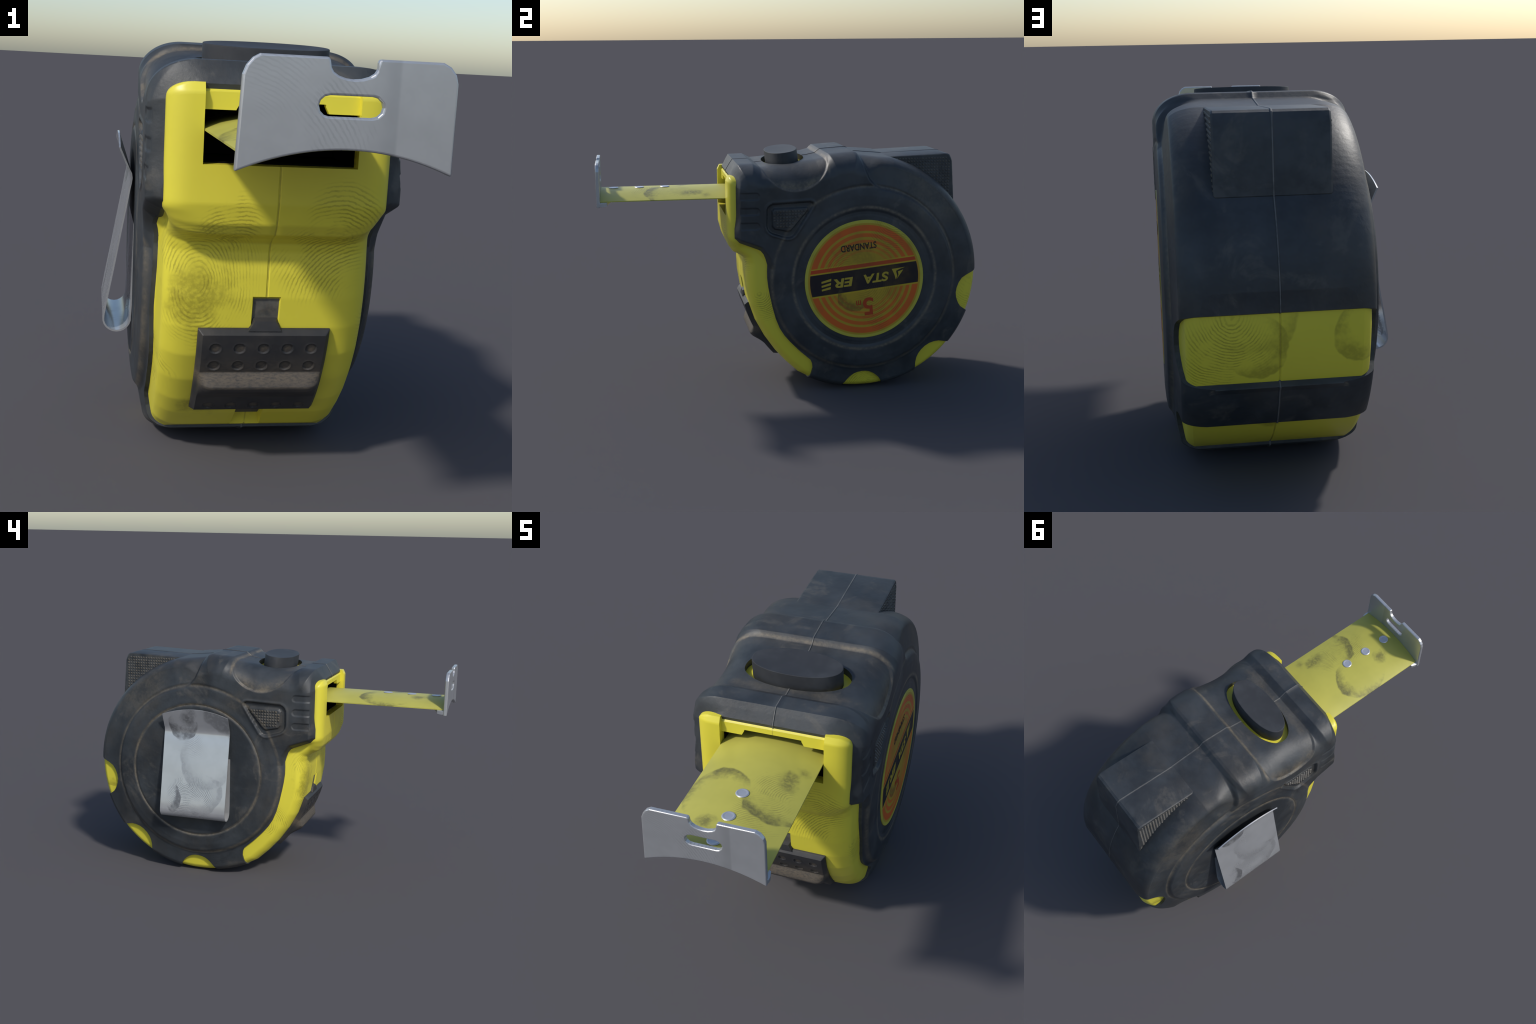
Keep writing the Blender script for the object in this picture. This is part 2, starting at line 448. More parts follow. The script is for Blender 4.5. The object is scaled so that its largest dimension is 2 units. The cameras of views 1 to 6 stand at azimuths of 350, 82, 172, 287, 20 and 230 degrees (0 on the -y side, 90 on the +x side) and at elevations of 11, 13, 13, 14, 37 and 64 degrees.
RAISED = [(-.45, .850), (-.300, .850), (-.175, .803), (-.13, .74), (-.08, .62), (.30, .62), (.60, 1.025), (.509, 1.072), (.44, 1.094), (.412, 1.112),
          (.385, 1.143), (.368, 1.180), (.352, 1.24), (.340, 1.40), (-.45, 1.40)]
TRI_OUT = soften(TRI_CORNERS, .022, 2)
TRI_IN = soften([(.066, 1.004), (-.118, 1.001), (-.116, .906), (-.032, .888)], .010, 1)

def base_half(P):
    """half width of the case before the moulded details, at points of the side plane"""
    R = np.hypot(P[:, 0] - CY, P[:, 1] - CZ)
    d = np.maximum(poly_sd(P, ENV), 0)
    band = np.interp(R, [0, .39, .43, .465, .487, .51, .55, .59, .75], [.3555, .3550, .351, .340, .332, .326, .318, .310, .302])
    front = ss(.22, .02, P[:, 0]) * ss(.475, .50, R)
    band = band - .008 * front
    sd = np.maximum(.478 - R, poly_sd(P, RAISED))
    rear = ss(.30, .40, P[:, 0]) * ss(.2, .5, P[:, 1])
    lo = -.008 - .020 * (1 - rear)
    up = ss(0, 1, (sd - lo) / (.010 - lo))
    flank = np.interp(R, [0, .40, .44, .474], [.3555, .3550, .352, .346])
    nose = ss(.72, .84, P[:, 1]) * ss(.36, .25, P[:, 0]) * ss(.405, .45, R)
    flank = flank + (.354 - flank) * nose
    w = band + (np.maximum(flank, band) - band) * up
    # edge rounding: broad shoulders on the nose and plateau, tighter round the drum
    top = ss(.46, .35, P[:, 0]) * ss(.86, .98, P[:, 1])
    rr = .046 + .052 * top
    cc = .104 + .030 * top - .020 * ss(.15, .0, P[:, 0]) * ss(.8, .7, P[:, 1])
    t = np.clip(d / rr, 0, 1)
    w = w - cc * (1 - np.sqrt(np.clip(1 - (1 - t) ** 2, 0, 1)))
    return w, R, d

def rubber_half(P, side):
    w, R, d = base_half(P)
    y, z = P[:, 0], P[:, 1]
    # nose: the front edge turns in towards the yellow frame
    w = w - .036 * np.clip((-.280 - y) / .030, 0, 1) ** 1.3
    # thumb scallops under the button
    s = .184 - np.hypot(y - 0.0, z - 1.275)
    w = w - (.011 * ss(0, .010, s) + .024 * ss(0, .12, s))
    # rear shoulder band: shallow groove along the raised ring
    w = w - .004 * np.exp(-((R - .487) / .009) ** 2) * ss(.10, .25, y)
    # three finger slots on the nose
    for zc in (1.071, .994, .9185):
        q = np.maximum(np.abs(z - zc), 0)
        cap = np.hypot(np.maximum(y + .203, 0), z - zc)
        k = .0195 - np.where(y > -.203, cap, q)
        k = np.minimum(k, y + .284)
        w = w - .0045 * ss(-.001, .005, k)
    # five sided recess with a raised textured island
    o = poly_sd(P, TRI_OUT); i = poly_sd(P, TRI_IN)
    w = w - .0120 * ss(-.002, .007, o) + .0095 * ss(-.008, .001, i) + .003 * np.exp(-((o + .007) / .006) ** 2)
    # hub
    if side < 0:
        w = w + .005 * ss(.43, .36, R) - .0045 * np.exp(-((R - .378) / .006) ** 2)
    else:
        w = w - .0055 * np.exp(-((R - .356) / .010) ** 2) - .0035 * ss(.352, .344, R)
    return w

def yellow_half(P, side):
    w, R, d = base_half(P)
    sd = poly_sd(P, RUB)
    front = ss(.13, .09, P[:, 0]) * ss(.95, .85, P[:, 1])
    w = w - .016 + .003 * front - .055 * ss(.012, .03, sd)
    nose = ss(-.270, -.300, P[:, 0]) * ss(.76, .80, P[:, 1])
    dy = np.maximum(poly_sd(P, YEL), 0)
    t = np.clip(dy / .042, 0, 1)
    wn = .308 - .072 * (1 - np.sqrt(np.clip(1 - (1 - t) ** 2, 0, 1)))
    w = np.where(P[:, 1] > .85, np.minimum(w + 10 * (nose > .5), wn), w)
    lowblend = ss(.78, .85, P[:, 1]) * ss(-.24, -.29, P[:, 0])
    w = w * (1 - lowblend) + np.minimum(wn, .308) * lowblend
    return np.maximum(w, .03)

def case_solid(name, outline, half, step, ring_step, rfix, sub, mat, seam, sharp):
    """closed solid symmetric about the mirror plane: concentric rings out to rfix, then
    rings that blend to the outline, and a rim strip between the two flanks"""
    B = np.array(resample(outline, step)); n = len(B)
    u = B - C; rb = np.hypot(u[:, 0], u[:, 1]); u /= rb[:, None]
    rings = [C + u * r for r in np.arange(ring_step, rfix + 1e-6, ring_step)]
    last = rings[-1]; r0 = np.hypot(*(last - C).T)
    for k in range(1, sub + 1):
        s = 1 - (1 - k / sub) ** 1.5
        rings.append(C + u * (r0 + (rb - r0) * s)[:, None])
    P = np.concatenate([C[None]] + rings); K = len(rings)
    wp, wm = half(P, 1), half(P, -1)
    V = [np.column_stack([X0 + wp, P]), np.column_stack([X0 - wm, P])]
    np_ = len(P)
    F = []
    idx = np.arange(n); nxt = (idx + 1) % n
    def ring(side, k): return side * np_ + 1 + k * n
    for s in (0, 1):
        for k in range(K - 1):
            a, b = ring(s, k), ring(s, k + 1)
            F.append(np.column_stack([a + idx, b + idx, b + nxt, a + nxt]))
    wo, wi = wp[-n:], wm[-n:]
    cols = []
    fr = [1 - j / 9 for j in range(1, 9)]
    sw = .0045
    for f in fr: cols.append((np.maximum(wo * f, sw + .003), 0))
    for o, h in ((sw, 0), (.0018, seam), (-.0018, seam), (-sw, 0)): cols.append((np.full(n, o), h))
    for f in fr[::-1]: cols.append((-np.maximum(wi * f, sw + .003), 0))
    base = 2 * np_; prev = ring(0, K - 1) + idx
    for c, (off, h) in enumerate(cols):
        V.append(np.column_stack([X0 + off, B + u * h]))
        cur = base + c * n + idx
        F.append(np.column_stack([prev, cur, np.roll(cur, -1), np.roll(prev, -1)])); prev = cur
    cur = ring(1, K - 1) + idx
    F.append(np.column_stack([prev, cur, np.roll(cur, -1), np.roll(prev, -1)]))
    V = np.concatenate(V); F = np.concatenate(F)
    T = [np.column_stack([np.full(n, s * np_), ring(s, 0) + idx, ring(s, 0) + nxt]) for s in (0, 1)]
    T = np.concatenate(T)
    me = bpy.data.meshes.new(name)
    nq, nt = len(F), len(T)
    me.vertices.add(len(V)); me.vertices.foreach_set("co", V.astype(np.float32).ravel())
    me.loops.add(nq * 4 + nt * 3); me.polygons.add(nq + nt)
    me.loops.foreach_set("vertex_index", np.concatenate([F.ravel(), T.ravel()]).astype(np.int32))
    me.polygons.foreach_set("loop_start", np.concatenate([np.arange(nq) * 4, nq * 4 + np.arange(nt) * 3]).astype(np.int32))
    me.update(calc_edges=True)
    bm = bmesh.new(); bm.from_mesh(me); bmesh.ops.recalc_face_normals(bm, faces=bm.faces); bm.to_mesh(me); bm.free()
    me.materials.append(mat)
    return add(name, None, None, mat, mesh=me, sharp=sharp)

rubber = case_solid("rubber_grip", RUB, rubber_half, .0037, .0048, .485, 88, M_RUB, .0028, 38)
housing = case_solid("yellow_housing", YEL, yellow_half, .0070, .016, .46, 34, M_YEL, -.0025, 38)

# --- button well through the grip
def superellipse(a, b, n, p=2.35):
    out = []
    for i in range(n):
        t = 2 * math.pi * i / n; c, s = math.cos(t), math.sin(t)
        out.append((a * math.copysign(abs(c) ** (2 / p), c), b * math.copysign(abs(s) ** (2 / p), s)))
    return out
WELL = superellipse(.220, .109, 72, 2.2)
LEAN = math.radians(7.2)                         # shelf and button lean forward a little
def on_shelf(x, b, up, cy=-.0165, cz=1.221):
    return (X0 + x, cy + b * math.cos(LEAN) - up * math.sin(LEAN), cz + b * math.sin(LEAN) + up * math.cos(LEAN))
v, f = prism(WELL, lambda p: on_shelf(*p, -.16), lambda p: on_shelf(*p, .2))
cut(rubber, [add("well_cutter", v, f, M_RUB), add("mouth_cutter", *box(X0 - .2095, X0 + .2095, -.45, -.05, .953, 1.1215), M_RUB)], 38)
v, f = prism(superellipse(.245, .125, 72), lambda p: on_shelf(*p, -.10), lambda p: on_shelf(*p, -.034))
add("button_seat", v, f, M_YEL, housing)

# --- blade mouth, recessed lintel with a raised middle, brake channel
cutters = []
def cutter(vf): cutters.append(add("cutter", *vf, M_YEL))
cutter(box(X0 - .209, X0 + .209, -.40, -.303, .954, 1.096))
cutter(box(X0 - .2087, X0 + .2087, -.304, -.055, .9542, 1.1204))
cutter(box(X0 - .115, X0 + .115, -.40, -.303, 1.09, 1.1205))
cutter(prism([(X0 - .128, 1.09), (X0 + .128, 1.09), (X0 + .112, 1.121), (X0 - .112, 1.121)], lambda p: (p[0], -.41, p[1]), lambda p: (p[0], -.304, p[1])))
cutter(box(X0 - .2085, X0 + .2085, -.42, -.3245, 1.08, 1.30))
cutter(prism([(-.43, 1.142), (-.3240, 1.142), (-.3175, 1.1485), (-.2, 1.1485), (-.2, 1.3), (-.43, 1.3)], lambda p: (X0 - .2075, *p), lambda p: (X0 + .2075, *p)))
# channel: tapered trench following the curved front
def front_pt(phi, r):
    a = math.radians(phi); return (CY - r * math.cos(a), CZ - r * math.sin(a))
def trench():
    """swept wedge, wide at the skin and narrow at its floor"""
    sec = [(-.037, .598), (.037, .598), (.052, .640), (-.052, .640)]
    phis = [2.6] + [4.6 + (54 - 4.6) * i / 24 for i in range(25)] + [60.5]
    V, F = [], []
    for j, ph in enumerate(phis):
        for (x, r) in sec:
            rr = r
            q = ph
            if r < .6:
                q = 4.9 if j == 0 else (54.5 if j == len(phis) - 1 else ph)
            V.append((X0 + x, *front_pt(q, rr)))
    m = len(phis)
    for j in range(m - 1):
        for k in range(4):
            F.append([j * 4 + k, j * 4 + (k + 1) % 4, (j + 1) * 4 + (k + 1) % 4, (j + 1) * 4 + k])
    F += [[0, 1, 2, 3], [(m - 1) * 4 + k for k in (3, 2, 1, 0)]]
    return V, F
cutter(trench())
cut(housing, cutters, 38)
# dirty floor of the channel, 1.5 mm above the trench floor
V, F = [], []
phis = [5.0 + (53.9 - 5.0) * i / 24 for i in range(25)]
for ph in phis:
    for x, r in ((-.0372, .5995), (.0372, .5995), (.0372, .590), (-.0372, .590)):
        V.append((X0 + x, *front_pt(ph, r)))
for j in range(24):
    for k in range(4):
        F.append([j * 4 + k, j * 4 + (k + 1) % 4, (j + 1) * 4 + (k + 1) % 4, (j + 1) * 4 + k])
F += [[0, 1, 2, 3], [99, 98, 97, 96]]
add("brake_channel_floor", V, F, M_KNURL, housing)
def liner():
    """open box with near-black walls set inside the blade mouth"""
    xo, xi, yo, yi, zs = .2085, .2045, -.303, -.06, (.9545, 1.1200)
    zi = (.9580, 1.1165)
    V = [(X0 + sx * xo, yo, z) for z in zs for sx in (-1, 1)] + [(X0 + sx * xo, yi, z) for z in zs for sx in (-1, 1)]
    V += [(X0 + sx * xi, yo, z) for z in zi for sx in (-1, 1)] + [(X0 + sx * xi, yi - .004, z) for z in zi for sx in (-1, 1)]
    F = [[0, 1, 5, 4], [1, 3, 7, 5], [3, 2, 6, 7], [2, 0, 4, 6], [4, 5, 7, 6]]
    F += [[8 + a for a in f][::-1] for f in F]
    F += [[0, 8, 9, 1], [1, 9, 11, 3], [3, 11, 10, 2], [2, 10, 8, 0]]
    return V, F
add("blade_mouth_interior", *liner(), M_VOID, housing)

# ------------------------------------------------------------------ rear block
BLK = [(.50, 1.10), (.50, 1.236), (.54, 1.2365), (.832, 1.2465), (.848, 1.2450), (.860, 1.238), (.868, 1.222), (.874, 1.205), (.890, .985), (.84, .90), (.70, .90)]
def block():
    c = np.mean(BLK, axis=0); P = np.array(BLK)
    cols = [(-.186, .006, 0), (-.1795, 0, 0), (-.0045, 0, 0), (-.0018, 0, .0028), (.0018, 0, .0028), (.0045, 0, 0), (.1795, 0, 0), (.186, .006, 0)]
    V, F = [], []; n = len(P)
    cols = [cols[0]] + [(cols[1][0] - .002, .0012, 0)] + cols[1:-1] + [(cols[-2][0] + .002, .0012, 0)] + [cols[-1]]
    for x, inset, out in cols:
        for p in P:
            d = (p - c) / np.linalg.norm(p - c)
            q = p - d * inset + d * out
            V.append((X0 + x, *q))
    for j in range(len(cols) - 1):
        for k in range(n):
            F.append([j * n + k, j * n + (k + 1) % n, (j + 1) * n + (k + 1) % n, (j + 1) * n + k])
    F += [list(range(n))[::-1], [(len(cols) - 1) * n + k for k in range(n)]]
    return V, F
add("rear_stop_block", *block(), M_RUB, rubber, sharp=22)

def studs(name, region, pitch, height, place, side, parent):
    """field of little pyramids filling a region of the side plane"""
    R = np.array(region); lo, hi = R.min(0), R.max(0)
    ny, nz = int((hi[0] - lo[0]) / pitch), int((hi[1] - lo[1]) / pitch)
    cen = np.array([(lo[0] + (i + .5) * pitch, lo[1] + (j + .5) * pitch) for i in range(ny + 1) for j in range(nz + 1)])
    cen = cen[poly_sd(cen, region) > pitch * .42]
    h = pitch * .5; t = pitch * .14
    V, F = [], []
    for (y, z) in cen:
        b = len(V); x = place(y, z)
        V += [(x - side * .003, y + a * h, z + c * h) for a, c in ((-1, -1), (1, -1), (1, 1), (-1, 1))]
        V += [(x + side * height, y + a * t, z + c * t) for a, c in ((-1, -1), (1, -1), (1, 1), (-1, 1))]
        F += [[b + k, b + (k + 1) % 4, b + 4 + (k + 1) % 4, b + 4 + k] for k in range(4)] + [[b + 4, b + 5, b + 6, b + 7], [b + 3, b + 2, b + 1, b]]
    ob = add(name, V, F, M_KNURL, parent, sharp=20)
    ob["kind"] = "stuff"
    return ob
blk_in = [(.50, 1.10), (.50, 1.229), (.54, 1.229), (.835, 1.2405), (.858, 1.232), (.866, 1.20), (.881, .99), (.82, .93)]
for s in (1, -1):
    studs("stud_texture", blk_in, .0158, .0036, lambda y, z: X0 + s * .1855, s, rubber)
    tri_w = float(np.mean(rubber_half(np.array([(-.07, .95), (-.05, .96), (-.03, .95)]), s)))
    studs("stud_texture", TRI_IN, .0155, .0050, lambda y, z: X0 + s * float(tri_w), s, rubber)

# ------------------------------------------------------------------ button
def button():
    A, Bh = .187, .0835
    prof = [(-.12, 0), (-.003, 0), (-.0008, .0006), (.0, .0022), (-.0003, .006)]
    n = 80; V, F = [], []
    def put(a, b, up): V.append(on_shelf(a, b, up, -.0262, 1.2704))
    for up, ins in prof:
        for (a, b) in superellipse(A - ins, Bh - ins, n, 2.2): put(a, b, up)
    for k in range(1, 9):                                  # slightly dished top
        s = 1 - k / 9
        for (a, b) in superellipse((A - .006) * s, (Bh - .006) * s, n, 2.2): put(a, b, -.0003 - .003 * (1 - s * s))
    m = len(prof) + 8
    for j in range(m - 1):
        F += [[j * n + i, j * n + (i + 1) % n, (j + 1) * n + (i + 1) % n, (j + 1) * n + i] for i in range(n)]
    F += [list(range(n))[::-1], [(m - 1) * n + i for i in range(n)]]
    return V, F
add("release_button", *button(), M_BUT, sharp=40)

# ------------------------------------------------------------------ brake slider on the front
PH0, PH1, SW = 13.3, 44.8, .191
def slider():
    R0 = .603
    ns, nx = 190, 150
    ph = np.linspace(PH0, PH1, ns); xs = np.linspace(-SW, SW, nx)
    PHI, X = np.meshgrid(ph, xs, indexing="ij")
    s = np.radians(PHI - PH0) * .63; L = math.radians(PH1 - PH0) * .63
    d = np.minimum(np.minimum(s, L - s), SW - np.abs(X))
    h = .632 - .016 * (1 - np.clip(d / .013, 0, 1)) 
    # grip ridge: steep dusty upper face, rounded underside, ends curving away
    sr = math.radians(26.6 - PH0) * .63
    endc = np.clip((np.abs(X) - .135) / .046, 0, 1)
    prof = np.interp(s - sr, [-.002, .012, .028, .034, .050, .085, .112], [0, .016, .033, .0345, .031, .012, 0])
    shrink = np.sqrt(np.clip(1 - endc ** 2, 0, 1))
    h = h + prof * np.where(np.abs(X) < .181, shrink, 0)
    # dimples
    for pd in (18.5, 24.1, 41.2):
        for k in range(-2, 3):
            r = np.hypot(np.radians(PHI - pd) * .63, X - k * .0695)
            h = h - .0034 * ss(.0170, .0140, r) + .0008 * np.exp(-((r - .0185) / .002) ** 2)
    V = [];
    def P(phi, r, x): a = math.radians(phi); return (X0 + x, CY - r * math.cos(a), CZ - r * math.sin(a))
    for i in range(ns):
        for j in range(nx):
            V.append(P(ph[i], h[i, j], xs[j]))
    F = [[i * nx + j, i * nx + j + 1, (i + 1) * nx + j + 1, (i + 1) * nx + j] for i in range(ns - 1) for j in range(nx - 1)]
    rim = [j for j in range(nx)] + [i * nx + nx - 1 for i in range(1, ns)] + [(ns - 1) * nx + j for j in range(nx - 2, -1, -1)] + [i * nx for i in range(ns - 2, 0, -1)]
    b = len(V)
    for q in rim:
        i, j = divmod(q, nx); V.append(P(ph[i], R0, xs[j]))
    m = len(rim)
    F += [[rim[k], rim[(k + 1) % m], b + (k + 1) % m, b + k] for k in range(m)]
    F.append([b + k for k in range(m)])
    return V, F
slide = add("brake_slider", *slider(), M_SLIDE, sharp=40)
# tongue that runs in the channel
V = []
for (x, r, ph) in ((-.048, .625, 13.6), (.048, .625, 13.6), (.030, .616, 11.0), (-.030, .616, 11.0), (-.048, .592, 13.6), (.048, .592, 13.6), (.036, .592, 10.4), (-.036, .592, 10.4)):
    V.append((X0 + x, *front_pt(ph, r)))
add("slider_tongue", V, [[0, 1, 2, 3], [7, 6, 5, 4], [0, 4, 5, 1], [1, 5, 6, 2], [2, 6, 7, 3], [3, 7, 4, 0]], M_SLIDE, slide)

# ------------------------------------------------------------------ blade, end hook, rivets
def blade_z(x, y):
    """arched section: crown 1.081, edges about 4 cm lower"""
    return 1.083 - .037 * np.abs((x - X0) / .208) ** 2.1
def sheet(xs, ys, zf, thick):
    V, F = [], []; n, m = len(xs), len(ys)
    for k in (0, 1):
        for x in xs:
            for y in ys:
                V.append((x, y, float(zf(x, y)) - k * thick))
    o = n * m
    q = lambda i, j: i * m + j
    for i in range(n - 1):
        for j in range(m - 1):
            F += [[q(i, j), q(i + 1, j), q(i + 1, j + 1), q(i, j + 1)], [o + q(i, j), o + q(i, j + 1), o + q(i + 1, j + 1), o + q(i + 1, j)]]
    for i in range(n - 1):
        for j in (0, m - 1): F.append([q(i, j), q(i + 1, j), o + q(i + 1, j), o + q(i, j)])
    for j in range(m - 1):
        for i in (0, n - 1): F.append([q(i, j), q(i, j + 1), o + q(i, j + 1), o + q(i, j)])
    return V, F
blade = add("steel_blade", *sheet(np.linspace(X0 - .207, X0 + .207, 41), np.linspace(-.981, -.090, 36), blade_z, .005), M_BLADE, sharp=50)

def hook():
    top = []
    xl, xr, zt = X0 - .213, X0 + .212, 1.2385
    # upper edge with clipped corners and a scooped thumb notch
    up = [(xl - .003, 1.198), (xl + .004, 1.216), (xl + .016, 1.2305), (xl + .030, zt), (X0 - .049, zt), (X0 - .046, 1.232)]
    up += [(X0 + .003 - .047 * math.cos(t), 1.222 - .024 * math.sin(t)) for t in np.linspace(.12, math.pi - .12, 9)]
    up += [(X0 + .050, 1.232), (X0 + .052, zt), (xr - .030, zt), (xr - .014, 1.2305), (xr - .002, 1.216), (xr + .003, 1.198)]
    low = []
    for x in np.linspace(X0 + .217, X0 - .224, 25):
        low.append((x, 1.0605 - .047 * abs((x - X0) / .22) ** 2.0))
    return up + low
H = hook()
v, f = prism(H, lambda p: (p[0], -1.0, p[1]), lambda p: (p[0], -.9815, p[1]))
hk = add("end_hook", v, f, M_HOOK, blade)
slot = [(X0 + .001 + a, 1.1455 + b) for a, b in ([(.043 + .022 * math.cos(t), .0205 * math.sin(t)) for t in np.linspace(-math.pi / 2, math.pi / 2, 7)] +
        [(-.043 + .022 * math.cos(t), .0205 * math.sin(t)) for t in np.linspace(math.pi / 2, 1.5 * math.pi, 7)])]
v, f = prism(slot, lambda p: (p[0], -1.05, p[1]), lambda p: (p[0], -.95, p[1]))
cut(hk, [add("slot_cutter", v, f, M_HOOK)])
bevel(hk, .0045, 3, 50, 12)
# foot of the hook bent back under the blade, narrowing to a tongue
def foot():
    V, F = [], []
    ys = [-.990, -.984, -.970, -.948, -.944, -.915, -.900, -.62, -.60]
    hw = [.219, .2195, .2195, .214, .200, .165, .100, .095, .075]
    lift = [.000, -.006, -.008, -.007, -.006, .0, .003, .004, .004]
    nx = 25
    for k in (0, 1):
        for y, w, l in zip(ys, hw, lift):
            for i in range(nx):
                x = X0 + w * (2 * i / (nx - 1) - 1)
                z = float(blade_z(x, y)) - .0055 + min(l, 0) * 0
                V.append((x, y, z - k * (.0135 if y < -.93 else .008) + (l if k else 0) * .4))
    m = len(ys); o = m * nx
    q = lambda j, i: j * nx + i
    for j in range(m - 1):
        for i in range(nx - 1):
            F += [[q(j, i), q(j, i + 1), q(j + 1, i + 1), q(j + 1, i)], [o + q(j, i), o + q(j + 1, i), o + q(j + 1, i + 1), o + q(j, i + 1)]]
    for i in range(nx - 1):
        for j in (0, m - 1): F.append([q(j, i), q(j, i + 1), o + q(j, i + 1), o + q(j, i)])
    for j in range(m - 1):
        for i in (0, nx - 1): F.append([q(j, i), q(j + 1, i), o + q(j + 1, i), o + q(j, i)])
    return V, F
add("hook_foot", *foot(), M_HOOK, hk, sharp=45)

def rivet_mesh():
    prof = [(.0, .0), (.0165, .0), (.0175, .0025), (.0160, .0052), (.0135, .0060), (.0118, .0046), (.0095, .0042), (.0, .0050)]
    prof = [(r * 1.45, z * .85) for r, z in prof]
    n = 36; V = [(0, 0, prof[0][1])]; F = []
    for r, z in prof[1:-1]:
        V += [(r * math.cos(2 * math.pi * i / n), r * math.sin(2 * math.pi * i / n), z) for i in range(n)]
    V.append((0, 0, prof[-1][1])); m = len(prof) - 2
    F += [[0, 1 + (i + 1) % n, 1 + i] for i in range(n)]
    for j in range(m - 1):
        F += [[1 + j * n + i, 1 + j * n + (i + 1) % n, 1 + (j + 1) * n + (i + 1) % n, 1 + (j + 1) * n + i] for i in range(n)]
    F += [[1 + (m - 1) * n + i, 1 + (m - 1) * n + (i + 1) % n, len(V) - 1] for i in range(n)]
    return V, F
rv = None
for y in (-.646, -.780, -.914):
    if rv is None:
        rv = add("rivet", *rivet_mesh(), M_RIVET, blade, sharp=60)
    else:
        o = rv.copy(); bpy.context.scene.collection.objects.link(o); rv = o
    rv.location = (X0, y, 1.0825)

# ------------------------------------------------------------------ belt clip on the left flank
def clip():
    """spring steel strip folded into a narrow loop; profile in x, z swept along y"""
    out = [(-.3600, .980), (-.3500, .948), (-.3390, .914), (-.3295, .884), (-.3235, .864), (-.3215, .850), (-.3230, .836), (-.3265, .820),
           (-.3375, .755), (-.3490, .692), (-.3600, .630), (-.3710, .566), (-.3830, .502), (-.3925, .450), (-.3995, .407)]
    cx, cz, r = -.3580, .400, .0430
    out += [(cx - r * math.cos(t), cz - r * math.sin(t)) for t in np.linspace(.2, math.pi - .2, 11)]
    out += [(-.3160, .400), (-.3130, .46), (-.3100, .60), (-.3090, .705)]
    P = np.array(out); n = len(P)
    T = np.gradient(P, axis=0); T /= np.linalg.norm(T, axis=1)[:, None]
    Nn = np.column_stack([-T[:, 1], T[:, 0]])
    th = .0055
    ny = 24; V, F = [], []
    inner = n - 4
    for k in (0, 1):
        for i in range(n):
            for j in range(ny):
                t = j / (ny - 1)
                y = .162 + .388 * t
                p = P[i] + Nn[i] * th * (k - .5)
                z = p[1]
                if i < 4:                                    # rounded free end
                    z -= (.036 * abs(2 * t - 1) ** 2.0) * (1 - i / 4)
                    y += .012 * (1 - 2 * t) * (0.6 - .2 * i) * 0
                V.append((p[0], y, z))
    o = n * ny; q = lambda i, j: i * ny + j
    for i in range(n - 1):
        for j in range(ny - 1):
            F += [[q(i, j), q(i + 1, j), q(i + 1, j + 1), q(i, j + 1)], [o + q(i, j), o + q(i, j + 1), o + q(i + 1, j + 1), o + q(i + 1, j)]]
    for i in range(n - 1):
        for j in (0, ny - 1): F.append([q(i, j), q(i + 1, j), o + q(i + 1, j), o + q(i, j)])
    for j in range(ny - 1):
        for i in (0, n - 1): F.append([q(i, j), q(i, j + 1), o + q(i, j + 1), o + q(i, j)])
    return V, F
add("belt_clip", *clip(), M_CLIP, sharp=50)
# small boss that the clip is fixed to
v, f = prism([(.30 + .04 * math.cos(t), .60 + .04 * math.sin(t)) for t in np.linspace(0, 2 * math.pi, 24, endpoint=False)],
             lambda p: (-.30, *p), lambda p: (-.272, *p))
add("clip_boss", v, f, M_RUB, rubber)

# ------------------------------------------------------------------ label and its lettering on the right flank
def disc():
    n = 128; V, F = [], []
    prof = [(.0, LABEL_R), (.012, LABEL_R), (.0135, LABEL_R - .0015)]
    for dx, r in prof:
        V += [(LABEL[0] - .0135 + dx, LABEL[1] + r * math.cos(2 * math.pi * i / n), LABEL[2] + r * math.sin(2 * math.pi * i / n)) for i in range(n)]
    for j in range(2):
        F += [[j * n + i, j * n + (i + 1) % n, (j + 1) * n + (i + 1) % n, (j + 1) * n + i] for i in range(n)]
    F += [list(range(n)), [2 * n + i for i in range(n)]]
    return V, F
label = add("round_label", *disc(), M_LABEL, sharp=30)

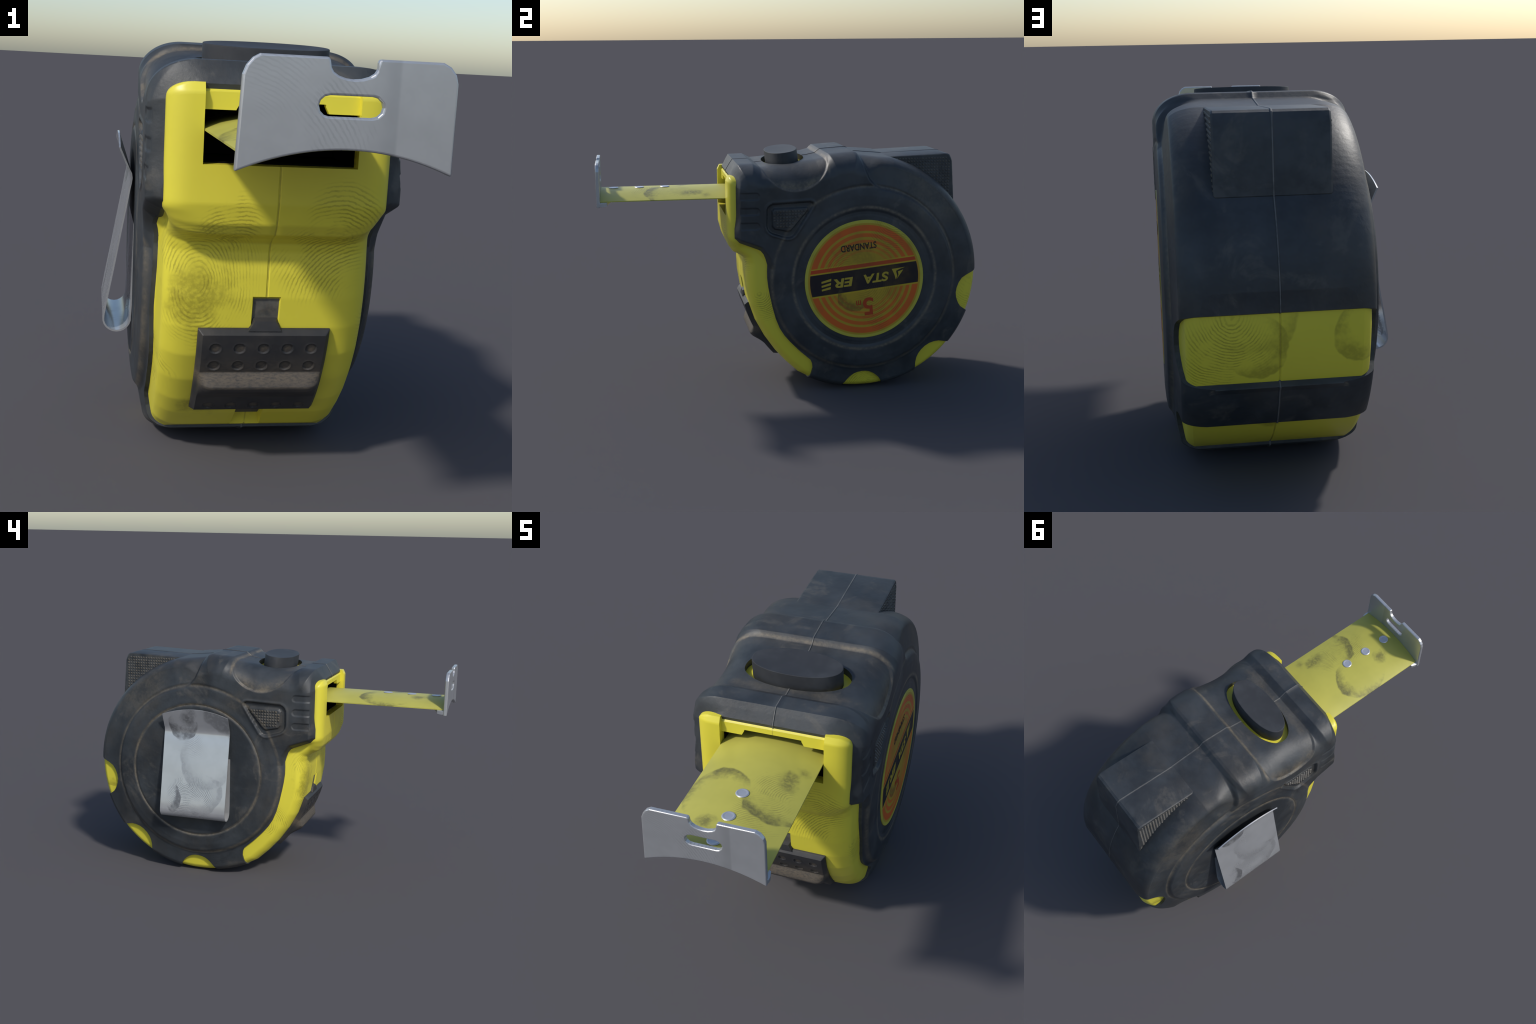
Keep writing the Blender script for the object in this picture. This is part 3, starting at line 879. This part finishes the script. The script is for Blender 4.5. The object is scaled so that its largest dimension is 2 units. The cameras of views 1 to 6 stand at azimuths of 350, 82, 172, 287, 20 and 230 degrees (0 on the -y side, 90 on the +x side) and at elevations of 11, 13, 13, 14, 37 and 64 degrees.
INK_GOLD = mat_ink("banner_ink", (.44, .33, .035))
INK_BLACK = mat_ink("black_ink", (.032, .024, .016))
INK_RED = mat_ink("red_ink", (.42, .055, .014))
ca, sa = math.cos(math.radians(LABEL_TILT)), math.sin(math.radians(LABEL_TILT))
RIGHT = Vector((0, -ca, -sa)); UP = Vector((0, sa, -ca))       # the print hangs upside down
def on_label(h, v, lift=.0006):
    return Vector(LABEL) + RIGHT * h + UP * v + Vector((lift, 0, 0))
def hv(y, z):                                                   # offsets from the label centre -> print axes
    return (-(y * ca + z * sa), y * sa - z * ca)
def word(name, text, h0, h1, v0, v1, mat, shear=0.0, bold=0.0):
    cu = bpy.data.curves.new(name, "FONT"); cu.body = text; cu.size = 1; cu.shear = shear; cu.extrude = .02; cu.offset = bold
    ob = bpy.data.objects.new(name, cu); bpy.context.scene.collection.objects.link(ob)
    dg = bpy.context.evaluated_depsgraph_get()
    me = bpy.data.meshes.new_from_object(ob.evaluated_get(dg)); bpy.data.objects.remove(ob)
    co = np.empty(len(me.vertices) * 3, np.float32); me.vertices.foreach_get("co", co); co = co.reshape(-1, 3)
    lo, hi = co.min(0), co.max(0)
    for i, c in enumerate(co):
        t = (c - lo) / (hi - lo)
        me.vertices[i].co = on_label(h0 + (h1 - h0) * t[0], v0 + (v1 - v0) * t[1], -.0005 + .0014 * t[2])
    me.materials.append(mat); me.name = name
    o = bpy.data.objects.new(name, me); bpy.context.scene.collection.objects.link(o); o.parent = label
    return o
def flat(name, pts, mat):
    P = [hv(*p) for p in pts]
    v, f = prism(P, lambda p: on_label(*p, -.0005), lambda p: on_label(*p, .0009))
    return add(name, v, f, mat, label, smooth=False)
word("banner_lettering", "STA", -.131, .003, -.026, .024, INK_GOLD, .18, .032)
word("banner_lettering", "ER", .060, .163, -.024, .024, INK_GOLD, .18, .032)
word("grade_lettering", "STANDARD", -.079, .110, -.196, -.160, INK_BLACK, 0, .022)
word("length_numeral", "5", -.036, .020, .099, .194, INK_RED, 0, .02)
word("unit_letter", "m", .030, .056, .108, .134, INK_RED, 0, .02)
flat("banner_arrow", [(.2145, .0590), (.145, .051), (.160, .020), (.168, -.006), (.1755, .012), (.168, .040), (.185, .049)], INK_GOLD)
flat("banner_arrow", [(.207, .046), (.179, .037), (.182, .018), (.174, -.003)], INK_GOLD)
for z0, z1, z2, z3, ya in ((.011, .000, -.006, .0045, 0), (-.011, -.0215, -.0275, -.017, .001), (-.0325, -.042, -.047, -.0385, .002)):
    flat("banner_stripe", [(-.177 - ya, z0 + .001), (-.229 + ya, z1 - .003), (-.228 + ya, z2 - .007), (-.178 - ya, z3 - .0055)], INK_GOLD)
